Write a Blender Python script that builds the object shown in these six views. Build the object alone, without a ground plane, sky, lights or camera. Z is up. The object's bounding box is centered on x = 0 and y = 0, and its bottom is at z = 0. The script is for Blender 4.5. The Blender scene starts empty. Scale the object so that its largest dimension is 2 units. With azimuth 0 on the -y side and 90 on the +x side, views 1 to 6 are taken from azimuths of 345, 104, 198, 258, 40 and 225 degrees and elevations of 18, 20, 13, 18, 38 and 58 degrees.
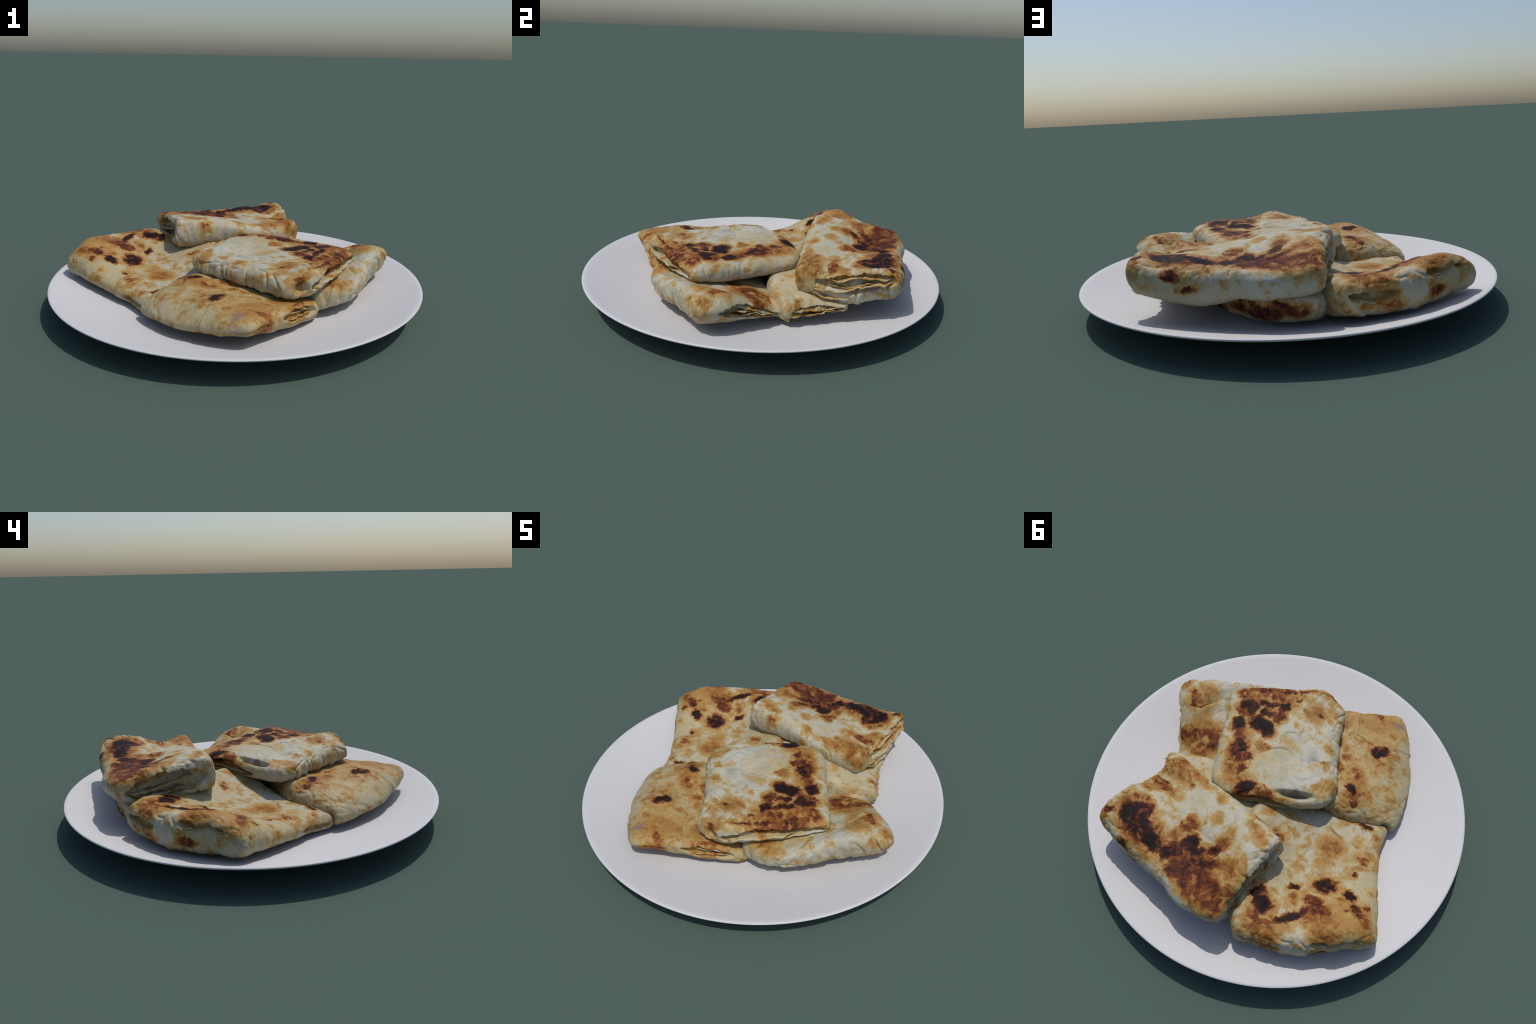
"""A round white plate with six pan-fried folded flatbreads stacked on it."""
import math
import bpy
import numpy as np
from mathutils import Vector

# ------------------------------------------------------------------ noise
def _hash(ix, iy, iz, seed):
    h = (ix * 374761393 + iy * 668265263 + iz * 2147483647 + seed * 1274126177) & 0xFFFFFFFF
    h = ((h ^ (h >> 13)) * 1274126177) & 0xFFFFFFFF
    h = ((h ^ (h >> 16)) * 2246822519) & 0xFFFFFFFF
    return (h ^ (h >> 15)) & 0xFFFFFFFF


def noise(p, freq, seed=0):
    """Smooth gradient noise, about -1..1, for an (n, 3) array of points."""
    q = np.asarray(p) * freq + 137.0
    i = np.floor(q).astype(np.int64)
    f = q - i
    w = f * f * f * (f * (f * 6 - 15) + 10)
    total = 0.0
    for dx in (0, 1):
        for dy in (0, 1):
            for dz in (0, 1):
                h = _hash(i[:, 0] + dx, i[:, 1] + dy, i[:, 2] + dz, seed)
                gx = (h & 1023) / 511.5 - 1
                gy = ((h >> 10) & 1023) / 511.5 - 1
                gz = ((h >> 20) & 1023) / 511.5 - 1
                dot = gx * (f[:, 0] - dx) + gy * (f[:, 1] - dy) + gz * (f[:, 2] - dz)
                k = ((w[:, 0] if dx else 1 - w[:, 0]) * (w[:, 1] if dy else 1 - w[:, 1])
                     * (w[:, 2] if dz else 1 - w[:, 2]))
                total = total + k * dot
    return total * 1.5


def fbm(p, freq, octaves, seed=0):
    out, a = 0.0, 1.0
    for o in range(octaves):
        out = out + a * noise(p, freq * 2 ** o, seed + o)
        a *= 0.5
    return out


def ridged(p, freq, seed=0):
    """1 on sharp crease lines, falling to 0 away from them."""
    return np.clip(1 - np.abs(noise(p, freq, seed)) * 3.2, 0, 1) ** 2


def smooth(x, a, b):
    t = np.clip((x - a) / (b - a), 0, 1)
    return t * t * (3 - 2 * t)


# ------------------------------------------------------------------ surfaces
class Sheet:
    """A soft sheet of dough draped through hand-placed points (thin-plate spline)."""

    def __init__(self, pts, stiff=2e-4):
        p = np.array(pts, float)
        self.c = p[:, :2]
        n = len(p)
        a = np.zeros((n + 3, n + 3))
        a[:n, :n] = self._k(self.c) + np.eye(n) * stiff
        a[:n, n] = a[n, :n] = 1
        a[:n, n + 1:] = self.c
        a[n + 1:, :n] = self.c.T
        self.w = np.linalg.solve(a, np.concatenate([p[:, 2], np.zeros(3)]))

    def _k(self, x):
        r2 = ((x[:, None, :] - self.c[None]) ** 2).sum(-1)
        return 0.5 * r2 * np.log(r2 + 1e-12)

    def __call__(self, xy):
        xy = np.asarray(xy, float)
        n = len(self.c)
        return self._k(xy) @ self.w[:n] + self.w[n] + xy @ self.w[n + 1:]


def curve(points, t):
    """Smooth open curve through a few plan points, by chord length."""
    p = np.array(points, float)
    if len(p) == 2:
        return p[0] + (p[1] - p[0]) * t[:, None]
    s = np.r_[0, np.cumsum(np.linalg.norm(np.diff(p, axis=0), axis=1))]
    s /= s[-1]
    m = np.zeros_like(p)
    m[1:-1] = (p[2:] - p[:-2]) / (s[2:] - s[:-2])[:, None]
    m[0] = (p[1] - p[0]) / (s[1] - s[0])
    m[-1] = (p[-1] - p[-2]) / (s[-1] - s[-2])
    k = np.clip(np.searchsorted(s, t, "right") - 1, 0, len(p) - 2)
    h = (s[k + 1] - s[k])[:, None]
    u = ((t - s[k])[:, None]) / h
    return ((2 * u**3 - 3 * u**2 + 1) * p[k] + (u**3 - 2 * u**2 + u) * h * m[k]
            + (-2 * u**3 + 3 * u**2) * p[k + 1] + (u**3 - u**2) * h * m[k + 1])


class Outline:
    """Plan outline of a folded bread: four edges, each a curve from corner to corner."""

    def __init__(self, edges):
        self.e = edges

    def __call__(self, u, v):
        s, t = (u + 1) / 2, (v + 1) / 2
        e = self.e
        south, east = curve(e[0], s), curve(e[1], t)
        north, west = curve(e[2][::-1], s), curve(e[3][::-1], t)
        s, t = s[:, None], t[:, None]
        c = [np.array(x[0], float) for x in e]
        return ((1 - t) * south + t * north + (1 - s) * west + s * east
                - ((1 - s) * (1 - t) * c[0] + s * (1 - t) * c[1] + s * t * c[2] + (1 - s) * t * c[3]))


# ------------------------------------------------------------------ objects
def new_object(name, verts, faces, material, origin, parent=None):
    me = bpy.data.meshes.new(name)
    me.from_pydata((np.asarray(verts) - np.asarray(origin)).tolist(), [], faces)
    me.polygons.foreach_set("use_smooth", [True] * len(me.polygons))
    me.materials.append(material)
    me.update()
    ob = bpy.data.objects.new(name, me)
    bpy.context.scene.collection.objects.link(ob)
    if parent is None:
        ob.location = origin
    else:
        ob.parent = parent
        ob.location = np.asarray(origin) - np.asarray(parent.location)
    return ob


def grid_faces(nu, nv, start=0, flip=False):
    f = []
    for i in range(nu - 1):
        for j in range(nv - 1):
            a = start + i * nv + j
            q = (a, a + nv, a + nv + 1, a + 1)
            f.append(q[::-1] if flip else q)
    return f


# ------------------------------------------------------------------ materials
TOAST = [  # level of browning -> colour
    (0.00, (0.53, 0.46, 0.31)), (0.14, (0.405, 0.31, 0.145)), (0.28, (0.345, 0.195, 0.056)),
    (0.42, (0.265, 0.112, 0.028)), (0.56, (0.175, 0.056, 0.020)), (0.72, (0.080, 0.025, 0.014)),
    (0.86, (0.034, 0.014, 0.011)), (1.00, (0.017, 0.010, 0.010))]


class Nodes:
    def __init__(self, name):
        self.m = bpy.data.materials.new(name)
        self.m.use_nodes = True
        self.t = self.m.node_tree
        self.t.nodes.clear()

    def add(self, kind, inputs=(), **props):
        n = self.t.nodes.new(kind)
        for k, v in props.items():
            setattr(n, k, v)
        for k, v in dict(inputs).items():
            if isinstance(v, bpy.types.NodeSocket):
                self.t.links.new(v, n.inputs[k])
            else:
                n.inputs[k].default_value = v
        return n

    def math(self, op, a, b=0.0, clamp=False):
        return self.add("ShaderNodeMath", {0: a, 1: b}, operation=op, use_clamp=clamp).outputs[0]

    def noise(self, vec, scale, detail=3.0, rough=0.55, distortion=0.0):
        return self.add("ShaderNodeTexNoise", {"Vector": vec, "Scale": scale, "Detail": detail,
                                               "Roughness": rough, "Distortion": distortion})

    def ramp(self, fac, stops, interp="LINEAR"):
        n = self.add("ShaderNodeValToRGB", {"Fac": fac})
        n.color_ramp.interpolation = interp
        els = n.color_ramp.elements
        while len(els) < len(stops):
            els.new(0.5)
        for e, (pos, col) in zip(els, stops):
            e.position = pos
            e.color = (*col, 1)
        return n.outputs[0]

    def range(self, v, a, b, c=0.0, d=1.0, kind="SMOOTHSTEP"):
        return self.add("ShaderNodeMapRange", {"Value": v, "From Min": a, "From Max": b, "To Min": c,
                                               "To Max": d}, interpolation_type=kind).outputs[0]


def dough_material(name, origin, burns, cream=(0.425, 0.405, 0.315), tan=0.07, seed=0.0, stains=()):
    """Flatbread: cream dough that browns through amber and rust to char where it met the pan.
    burns: (x, y, z, radius, radius, radius up, turn, level) patches, in the plate's frame."""
    n = Nodes(name)
    co = n.add("ShaderNodeTexCoord").outputs["Object"]
    shifted = n.add("ShaderNodeVectorMath", {0: co, 1: (seed, seed * 1.7, seed * 0.3)}).outputs[0]
    coarse = n.noise(shifted, 9.0, 4.0, 0.6)
    fine = n.noise(shifted, 42.0, 4.0, 0.65)
    w = n.add("ShaderNodeVectorMath", {0: coarse.outputs["Color"], 1: (0.5, 0.5, 0.5)}, operation="SUBTRACT").outputs[0]
    w = n.add("ShaderNodeVectorMath", {0: w, "Scale": 0.095}, operation="SCALE").outputs[0]
    w2 = n.add("ShaderNodeVectorMath", {0: fine.outputs["Color"], 1: (0.5, 0.5, 0.5)}, operation="SUBTRACT").outputs[0]
    w2 = n.add("ShaderNodeVectorMath", {0: w2, "Scale": 0.042}, operation="SCALE").outputs[0]
    p = n.add("ShaderNodeVectorMath", {0: co, 1: w}).outputs[0]
    p = n.add("ShaderNodeVectorMath", {0: p, 1: w2}).outputs[0]
    # general mottling: pale dough with tan flecks
    mott = n.noise(shifted, 14.0, 6.0, 0.62)
    level = n.range(mott.outputs["Fac"], 0.42, 0.74, 0.0, 0.2 + tan)
    level = n.math("ADD", level, tan * 0.6)
    halo = None
    for i, (x, y, z, rx, ry, rz, turn, amp) in enumerate(burns):
        if i % 10 == 9:  # work through the patches in small batches
            both = level if halo is None else n.math("ADD", level, halo)
            p = n.add("ShaderNodeVectorMath", {0: both, 1: (1e-7, 1e-7, 1e-7), 2: p}, operation="MULTIPLY_ADD").outputs[0]
        mp = n.add("ShaderNodeMapping", {"Vector": p, "Location": (x - origin[0], y - origin[1], z - origin[2]),
                                         "Rotation": (0, 0, turn), "Scale": (rx, ry, rz)}, vector_type="TEXTURE")
        d = n.add("ShaderNodeVectorMath", {0: mp.outputs[0]}, operation="LENGTH").outputs["Value"]
        soft = min(max((amp - 0.3) / 0.35, 0.0), 1.0)  # scorches have firm edges, light browning fades out
        level = n.math("MAXIMUM", level, n.range(d, 1.85 - 0.28 * soft, 0.25 + 0.33 * soft, 0.0, amp * (1.1 if amp > 0.83 else 1.0)))
        if amp > 0.35:  # heat spreads: an amber ring outside each scorched patch
            reach = 1.0 + 0.022 / math.sqrt(rx * ry)
            ring = n.range(d, 1.2 * reach + 0.3, 0.9, 0.0, 0.13 + 0.27 * min(amp, 0.8))
            halo = ring if halo is None else n.math("MAXIMUM", halo, ring)
    patchy = n.noise(shifted, 17.0, 4.0, 0.65).outputs["Fac"]
    if halo is not None:
        level = n.math("MAXIMUM", level, n.math("MULTIPLY", halo, n.range(patchy, 0.28, 0.62, 0.35, 1.15)))
    grain = n.noise(shifted, 75.0, 3.0, 0.7).outputs["Fac"]
    level = n.math("ADD", level, n.math("MULTIPLY", n.math("SUBTRACT", grain, 0.5), 0.2))
    # flaking inside the scorched skin: streaks of lighter brown
    flake = n.noise(shifted, 27.0, 5.0, 0.66, 0.7).outputs["Fac"]
    level = n.math("ADD", level, n.math("MULTIPLY", n.math("SUBTRACT", flake, 0.53),
                                       n.math("MULTIPLY", n.range(level, 0.12, 0.6, 0.12, 1.0), n.range(level, 0.8, 1.1, 1.0, 0.55))), clamp=True)
    # pale dough breaks through the scorch
    gaps = n.noise(shifted, 19.0, 5.0, 0.62, 0.4).outputs["Fac"]
    level = n.math("SUBTRACT", level, n.math("MULTIPLY", n.range(gaps, 0.50, 0.34, 0.0, 0.34), n.range(level, 0.25, 0.6)), clamp=True)
    tone = n.noise(shifted, 4.5, 4.0, 0.6).outputs["Fac"]
    base = n.ramp(tone, [(0.33, (cream[0] * 0.88, cream[1] * 0.80, cream[2] * 0.62)), (0.5, cream),
                         (0.66, (cream[0] * 1.03, cream[1] * 1.07, cream[2] * 1.18))])
    vein = n.noise(shifted, 28.0, 5.0, 0.7, 0.8).outputs["Fac"]
    shade = n.range(vein, 0.53, 0.70, 0.0, 0.5)
    dull = n.add("ShaderNodeMix", {0: shade, 6: base, 7: (0.275, 0.232, 0.135, 1)}, data_type="RGBA").outputs[2]
    mix0 = n.add("ShaderNodeMix", {0: n.range(level, 0.03, 0.2), 6: dull, 7: n.ramp(level, TOAST)}, data_type="RGBA")
    col = mix0.outputs[2]
    # filling peeping out, grey spots, and shadow painted into open pockets
    ragged = n.range(n.noise(shifted, 30.0, 4.0, 0.65).outputs["Fac"], 0.36, 0.58, 0.35, 1.0)
    for (x, y, z, rx, ry, rz, turn, amp, tint) in stains:
        mp = n.add("ShaderNodeMapping", {"Vector": p, "Location": (x - origin[0], y - origin[1], z - origin[2]),
                                         "Rotation": (0, 0, turn), "Scale": (rx, ry, rz)}, vector_type="TEXTURE")
        d = n.add("ShaderNodeVectorMath", {0: mp.outputs[0]}, operation="LENGTH").outputs["Value"]
        col = n.add("ShaderNodeMix", {0: n.math("MULTIPLY", n.range(d, 1.6, 0.3, 0.0, amp), ragged), 6: col, 7: (*tint, 1)}, data_type="RGBA").outputs[2]
    # tiny dark specks
    spk = n.add("ShaderNodeTexVoronoi", {"Vector": shifted, "Scale": 34.0}).outputs["Distance"]
    spot = n.range(spk, 0.05, 0.085, 0.75, 0.0)
    gate = n.range(n.noise(shifted, 6.0, 1.0).outputs["Fac"], 0.56, 0.62)
    mix = n.add("ShaderNodeMix", {0: n.math("MULTIPLY", spot, gate), 6: col, 7: (0.06, 0.035, 0.015, 1)}, data_type="RGBA")
    bump_h = n.math("ADD", n.math("MULTIPLY", fine.outputs["Fac"], 1.0), n.math("MULTIPLY", grain, 0.3))
    bump_h = n.math("ADD", bump_h, n.math("MULTIPLY", flake, n.range(level, 0.3, 0.7, 0.0, 1.2)))
    bump = n.add("ShaderNodeBump", {"Height": bump_h, "Strength": 0.45, "Distance": 0.006})
    bsdf = n.add("ShaderNodeBsdfPrincipled", {"Base Color": mix.outputs[2], "Roughness": 0.5,
                                              "Normal": bump.outputs[0], "Specular IOR Level": n.range(level, 0.2, 0.6, 0.16, 0.05)})
    n.add("ShaderNodeOutputMaterial", {"Surface": bsdf.outputs[0]})
    return n.m


def plate_material():
    n = Nodes("white_glaze")
    co = n.add("ShaderNodeTexCoord").outputs["Object"]
    f = n.noise(co, 3.0, 2.0).outputs["Fac"]
    col = n.ramp(f, [(0.3, (0.555, 0.55, 0.555)), (0.7, (0.57, 0.565, 0.57))])
    bsdf = n.add("ShaderNodeBsdfPrincipled", {"Base Color": col, "Roughness": 0.6, "Specular IOR Level": 0.2})
    n.add("ShaderNodeOutputMaterial", {"Surface": bsdf.outputs[0]})
    return n.m


# ------------------------------------------------------------------ plate
PLATE = [(0.0, 0.0415), (0.25, 0.0415), (0.38, 0.0425), (0.48, 0.0445), (0.56, 0.0490), (0.64, 0.0562), (0.72, 0.0668),
         (0.82, 0.0888), (0.92, 0.1130), (0.97, 0.1268), (0.989, 0.1315), (0.998, 0.1310), (1.0, 0.1280),
         (0.998, 0.1235), (0.99, 0.1195), (0.92, 0.1005), (0.82, 0.0765), (0.7, 0.049), (0.58, 0.029),
         (0.48, 0.021), (0.40, 0.017), (0.385, 0.001), (0.38, 0.0), (0.36, 0.0), (0.355, 0.001), (0.34, 0.016), (0.0, 0.016)]


def plate_height(P):
    """Height of the plate's upper face under each point."""
    up = PLATE[:11]
    return np.interp(np.hypot(P[:, 0], P[:, 1]), [p[0] for p in up], [p[1] for p in up])


def build_plate():
    prof = PLATE
    seg = 192
    verts, faces = [], []
    for r, z in prof[1:-1]:
        for k in range(seg):
            a = math.tau * k / seg
            verts.append((r * math.cos(a), r * math.sin(a), z))
    rings = len(prof) - 2
    for i in range(rings - 1):
        for k in range(seg):
            k2 = (k + 1) % seg
            faces.append((i * seg + k, (i + 1) * seg + k, (i + 1) * seg + k2, i * seg + k2))
    verts.append((0, 0, prof[0][1]))
    verts.append((0, 0, prof[-1][1]))
    t, b = len(verts) - 2, len(verts) - 1
    last = (rings - 1) * seg
    for k in range(seg):
        k2 = (k + 1) % seg
        faces.append((t, k, k2))
        faces.append((b, last + k2, last + k))
    ob = new_object("plate", verts, faces, plate_material(), (0, 0, 0))
    ob["label"] = "round white glazed shallow plate with a thin rim"
    ob["category"] = "plate"
    return ob


# ------------------------------------------------------------------ breads
class Bread:
    """A closed pillow of dough between a top sheet and a bottom sheet inside a plan outline.
    Edges 0..3 run round the outline; rim gives, per edge, the height of the widest line (0 bottom,
    1 top) and the rounding above and below it."""

    def __init__(self, name, label, edges, top, bottom, rim, square=14.0, seed=0, dents=(), mouths=(),
                 crumple=(), flaps=(), creases=(), res=235, stiff=2e-4, grow=0.001):
        self.name, self.label = name, label
        self.out, self.top, self.bot = Outline(edges), Sheet(top, stiff), Sheet(bottom, stiff)
        self.edges, self.rim, self.square, self.seed, self.grow = edges, rim, square, seed, grow
        self.dents, self.mouths, self.crumple, self.flaps, self.creases, self.res = dents, mouths, crumple, flaps, creases, res
        self.centre = np.mean([e[0] for e in edges], axis=0)
        c = self.centre
        self.origin = (float(c[0]), float(c[1]), float(self.bot([c])[0]))

    def _edge_w(self, u, v):
        w = np.stack([np.clip(-v, 0, 1), np.clip(u, 0, 1), np.clip(v, 0, 1), np.clip(-u, 0, 1)], -1) ** 10 + 1e-9
        return w / w.sum(-1, keepdims=True)

    def plan(self, u, v):
        m = np.maximum(np.abs(u), np.abs(v))
        k = self.square
        pn = (np.abs(u) ** k + np.abs(v) ** k + 1e-12) ** (1 / k)
        sc = 1 + (np.where(m > 0, m / pn, 1) - 1) * m ** 3
        xy = self.out(u * sc, v * sc)
        d = xy - self.centre
        return xy + d / (np.linalg.norm(d, axis=1, keepdims=True) + 1e-6) * self.grow * m[:, None] ** 2

    def levels(self, u, v, xy):
        w = self._edge_w(u, v)
        mid, rt, rb = [w @ np.array([r[i] for r in self.rim]) for i in range(3)]
        zt, zb = self.top(xy) - 0.002, self.bot(xy)
        zb = np.minimum(zb, zt - 0.03)
        return zt, zb, zb + (zt - zb) * mid, rt, rb

    def inward(self, k):
        """Plan direction from edge k into the bread."""
        a, b = np.array(self.edges[k][0]), np.array(self.edges[k][-1])
        t = (b - a) / np.linalg.norm(b - a)
        return np.array([-t[1], t[0], 0.0])

    def edge_uv(self, k, a):
        one = np.ones_like(a)
        return [(a, -one), (one, a), (-a, one), (-one, -a)][k]

    def shell(self):
        n = self.res
        g = np.linspace(-1, 1, n)
        p = np.sign(g) * (1 - (1 - np.abs(g)) ** 1.7)
        u, v = [a.ravel() for a in np.meshgrid(p, p, indexing="ij")]
        m = np.maximum(np.abs(u), np.abs(v))
        xy = self.plan(u, v)
        zt, zb, zc, rt, rb = self.levels(u, v, xy)
        d = (1 - m) * 0.27
        ft = (1 - (1 - np.clip(d / rt, 0, 1)) ** 2.3) ** (1 / 2.3)
        fb = (1 - (1 - np.clip(d / rb, 0, 1)) ** 2.3) ** (1 / 2.3)
        P = np.concatenate([np.c_[xy, zc + (zt - zc) * ft], np.c_[xy, zc - (zc - zb) * fb]])
        idx = np.arange(n * n).reshape(n, n)
        on_rim = np.zeros((n, n), bool)
        on_rim[0] = on_rim[-1] = on_rim[:, 0] = on_rim[:, -1] = True
        low = np.where(on_rim, idx, idx + n * n)
        a = idx
        tops = np.stack([a[:-1, :-1], a[1:, :-1], a[1:, 1:], a[:-1, 1:]], -1).reshape(-1, 4)
        a = low
        bots = np.stack([a[:-1, :-1], a[:-1, 1:], a[1:, 1:], a[1:, :-1]], -1).reshape(-1, 4)
        F = np.concatenate([tops, bots])
        used = np.unique(F)
        remap = np.full(2 * n * n, -1)
        remap[used] = np.arange(len(used))
        two = lambda q: np.r_[q, q][used]
        return P[used], remap[F], two(u), two(v), np.r_[np.ones(n * n), np.zeros(n * n)][used], two(zc), two(zt - zb)

    @staticmethod
    def normals(P, F):
        fn = np.cross(P[F[:, 2]] - P[F[:, 0]], P[F[:, 3]] - P[F[:, 1]])
        N = np.zeros_like(P)
        for i in range(4):
            np.add.at(N, F[:, i], fn)
        return N / (np.linalg.norm(N, axis=1, keepdims=True) + 1e-12)

    def relief(self, P, F, U, V, is_top, zmid, thick):
        """Sags, creases, pleats, raised flaps, open mouths and dents in the dough."""
        N = self.normals(P, F)
        s = self.seed * 17
        m = np.maximum(np.abs(U), np.abs(V))
        side = smooth(m, 0.86, 0.99)
        flat = 1 - side
        W = P + 0.03 * np.c_[noise(P, 7, s + 1), noise(P, 7, s + 2), noise(P, 7, s + 3)]
        h = 0.0075 * fbm(P, 5, 2, s) + 0.0032 * noise(W, 14, s + 4) + 0.0013 * fbm(W, 34, 3, s + 5)
        h -= 0.0045 * ridged(W, 6.5, s + 9) * flat * smooth(noise(P, 3.2, s + 8), -0.1, 0.3)
        h -= 0.0026 * ridged(W, 15, s + 10) * smooth(noise(P, 5, s + 11), 0.05, 0.4)
        Q = W * np.array([1, 1, 0.3])
        h -= 0.0045 * ridged(Q, 13, s + 13) * side * smooth(noise(P, 5, s + 14), -0.25, 0.25)
        w = self._edge_w(U, V)
        for k, amp in self.crumple:
            e = w[:, k] * smooth(m, 0.74, 0.92)
            h += amp * e * (fbm(Q, 13, 3, s + 21) - 1.0 * ridged(Q, 17, s + 27))
        for poly, lift in self.flaps:
            q = np.array(poly, float)
            inside = np.full(len(P), 1e9)
            for a, b in zip(q, np.roll(q, -1, 0)):
                t = (b - a) / np.linalg.norm(b - a)
                wob = 0.006 * noise(P, 22, s + 41)
                inside = np.minimum(inside, (P[:, 0] - a[0]) * -t[1] + (P[:, 1] - a[1]) * t[0] + wob)
            h += lift * smooth(inside, -0.002, 0.004) * is_top
        J = P[:, :2] + 0.007 * np.c_[noise(P, 16, s + 51), noise(P, 16, s + 52)]
        for line, deep in self.creases:
            best, hand, along = np.full(len(P), 9.0), np.zeros(len(P)), np.zeros(len(P))
            q = np.array(line, float)
            for i, (a, b) in enumerate(zip(q[:-1], q[1:])):
                t = (b - a) / np.linalg.norm(b - a)
                r = np.clip((J - a) @ t, 0, np.linalg.norm(b - a))
                d = J - (a + r[:, None] * t)
                dist = np.hypot(d[:, 0], d[:, 1])
                new = dist < best
                best = np.where(new, dist, best)
                hand = np.where(new, d[:, 0] * -t[1] + d[:, 1] * t[0], hand)
                along = np.where(new, (i + r / np.linalg.norm(b - a)) / (len(q) - 1), along)
            fade = np.clip(np.sin(np.pi * along), 0, 1) ** 0.5 * is_top
            h += fade * deep * (0.7 * smooth(hand, 0.0, 0.006) * np.exp(-(best / 0.03) ** 2) - np.exp(-(best / 0.0055) ** 2))
        P = P + N * h[:, None]
        for k, a0, a1, low, high, depth in self.mouths:
            a = [U, V, -U, -V][k]
            lvl = (P[:, 2] - zmid) / np.maximum(thick, 0.03)
            ac = np.c_[a, a * 0, a * 0 + s]
            wob = 0.10 * noise(ac, 2.2, s + 31)
            # the mouth is a ragged lens: pinched at both ends, its lips scalloped
            t = np.clip((a - a0) / (a1 - a0), 0, 1)
            gape = np.clip(4 * t * (1 - t), 0, 1) ** 0.45 * (1 + 0.25 * noise(ac, 3.0, s + 33))
            mid_ = (low + high) / 2
            half = (high - low) / 2 * gape
            hi = mid_ + half + 0.09 * noise(ac, 5.5, s + 34) + 0.05 * noise(ac, 13.0, s + 35)
            lo = mid_ - half + 0.09 * noise(ac, 5.0, s + 36)
            span = smooth(a, a0, a0 + 0.1) * smooth(-a, -a1, -a1 + 0.1)
            q = lvl + wob
            open_ = smooth(q - lo, 0.0, 0.13) * smooth(hi - q, 0.0, 0.13)
            pull = depth * (1 + 0.45 * noise(np.c_[a * 3, lvl * 4, a * 0], 1.3, s + 37))
            P = P + (w[:, k] * smooth(m, 0.9, 0.97) * span * open_ * pull)[:, None] * self.inward(k)
        for (c, r, turn, push) in self.dents:
            d = P - np.array(c, float)
            ca, sa = math.cos(turn), math.sin(turn)
            q = np.c_[d[:, 0] * ca + d[:, 1] * sa, -d[:, 0] * sa + d[:, 1] * ca, d[:, 2]] / np.array(r)
            P = P + np.exp(-(q ** 2).sum(1) ** 1.5)[:, None] * np.array(push, float)
        return P

    def build(self, material):
        P, F, U, V, is_top, zmid, thick = self.shell()
        P = self.relief(P, F, U, V, is_top, zmid, thick)
        P[:, 2] = np.maximum(P[:, 2], plate_height(P) + 0.0015)
        self.P, self.F = P, F
        ob = new_object(self.name, P, F.tolist(), material, self.origin)
        ob["label"] = self.label
        ob["category"] = "flatbread"
        self.ob = ob
        return ob

    def leaf(self, k, a0, a1, level, out, deep=0.07, material=None, droop=0.0, seed=0, thick=0.005, name="pastry_leaf", ragged=0.012, wave=0.16, tilt=0.0):
        """One thin leaf of pastry lying inside the open edge k, its torn rim showing."""
        na, nd = 90, 9
        a = np.linspace(a0, a1, na)
        u, v = self.edge_uv(k, a)
        xy = self.plan(u, v)
        zt, zb, zc, _, _ = self.levels(u, v, xy)
        s = self.seed * 29 + seed * 7
        A = np.c_[a * 3.0, a * 0 + seed, a * 0]
        lvl = level + tilt * a + wave * noise(A, 0.75, s) + 0.05 * noise(A, 2.6, s + 1)
        z = zc + lvl * (zt - zb)
        o = out + ragged * noise(A, 1.2, s + 2) + 0.4 * ragged * noise(A, 6.0, s + 3) + 0.3 * ragged * noise(A, 15.0, s + 4)
        ends = np.minimum(smooth(a, a0, a0 + 0.3), smooth(-a, -a1, -a1 + 0.3))
        o = -0.03 + (o + 0.03) * ends
        inn = self.inward(k)
        up, dn = [], []
        for j in range(nd):
            t = j / (nd - 1)
            off = (-deep) + (o + deep) * t
            base = np.c_[xy, z] - inn * off[:, None]
            base[:, 2] += 0.006 * noise(np.c_[a * 4, a * 0 + t * 2, a * 0 + seed], 1.6, s + 5) - droop * t ** 3
            th = thick * (0.75 if j == nd - 1 else 1.0)
            up.append(base + [0, 0, th / 2])
            dn.append(base - [0, 0, th / 2])
        ring = up + dn[::-1]
        P = np.concatenate(ring)
        P[:, 2] = np.maximum(P[:, 2], plate_height(P) + 0.002)
        R_ = len(ring)
        F = []
        for j in range(R_):
            j2 = (j + 1) % R_
            for i in range(na - 1):
                F.append((j * na + i, j * na + i + 1, j2 * na + i + 1, j2 * na + i))
        F.append([j * na for j in range(R_)])
        F.append([j * na + na - 1 for j in range(R_)][::-1])
        # keep the leaf clear of the plate
        return new_object(name, P, F, material, self.origin, parent=self.ob)

    def z(self, x, y):
        return float(self.top([(x, y)])[0])


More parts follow.
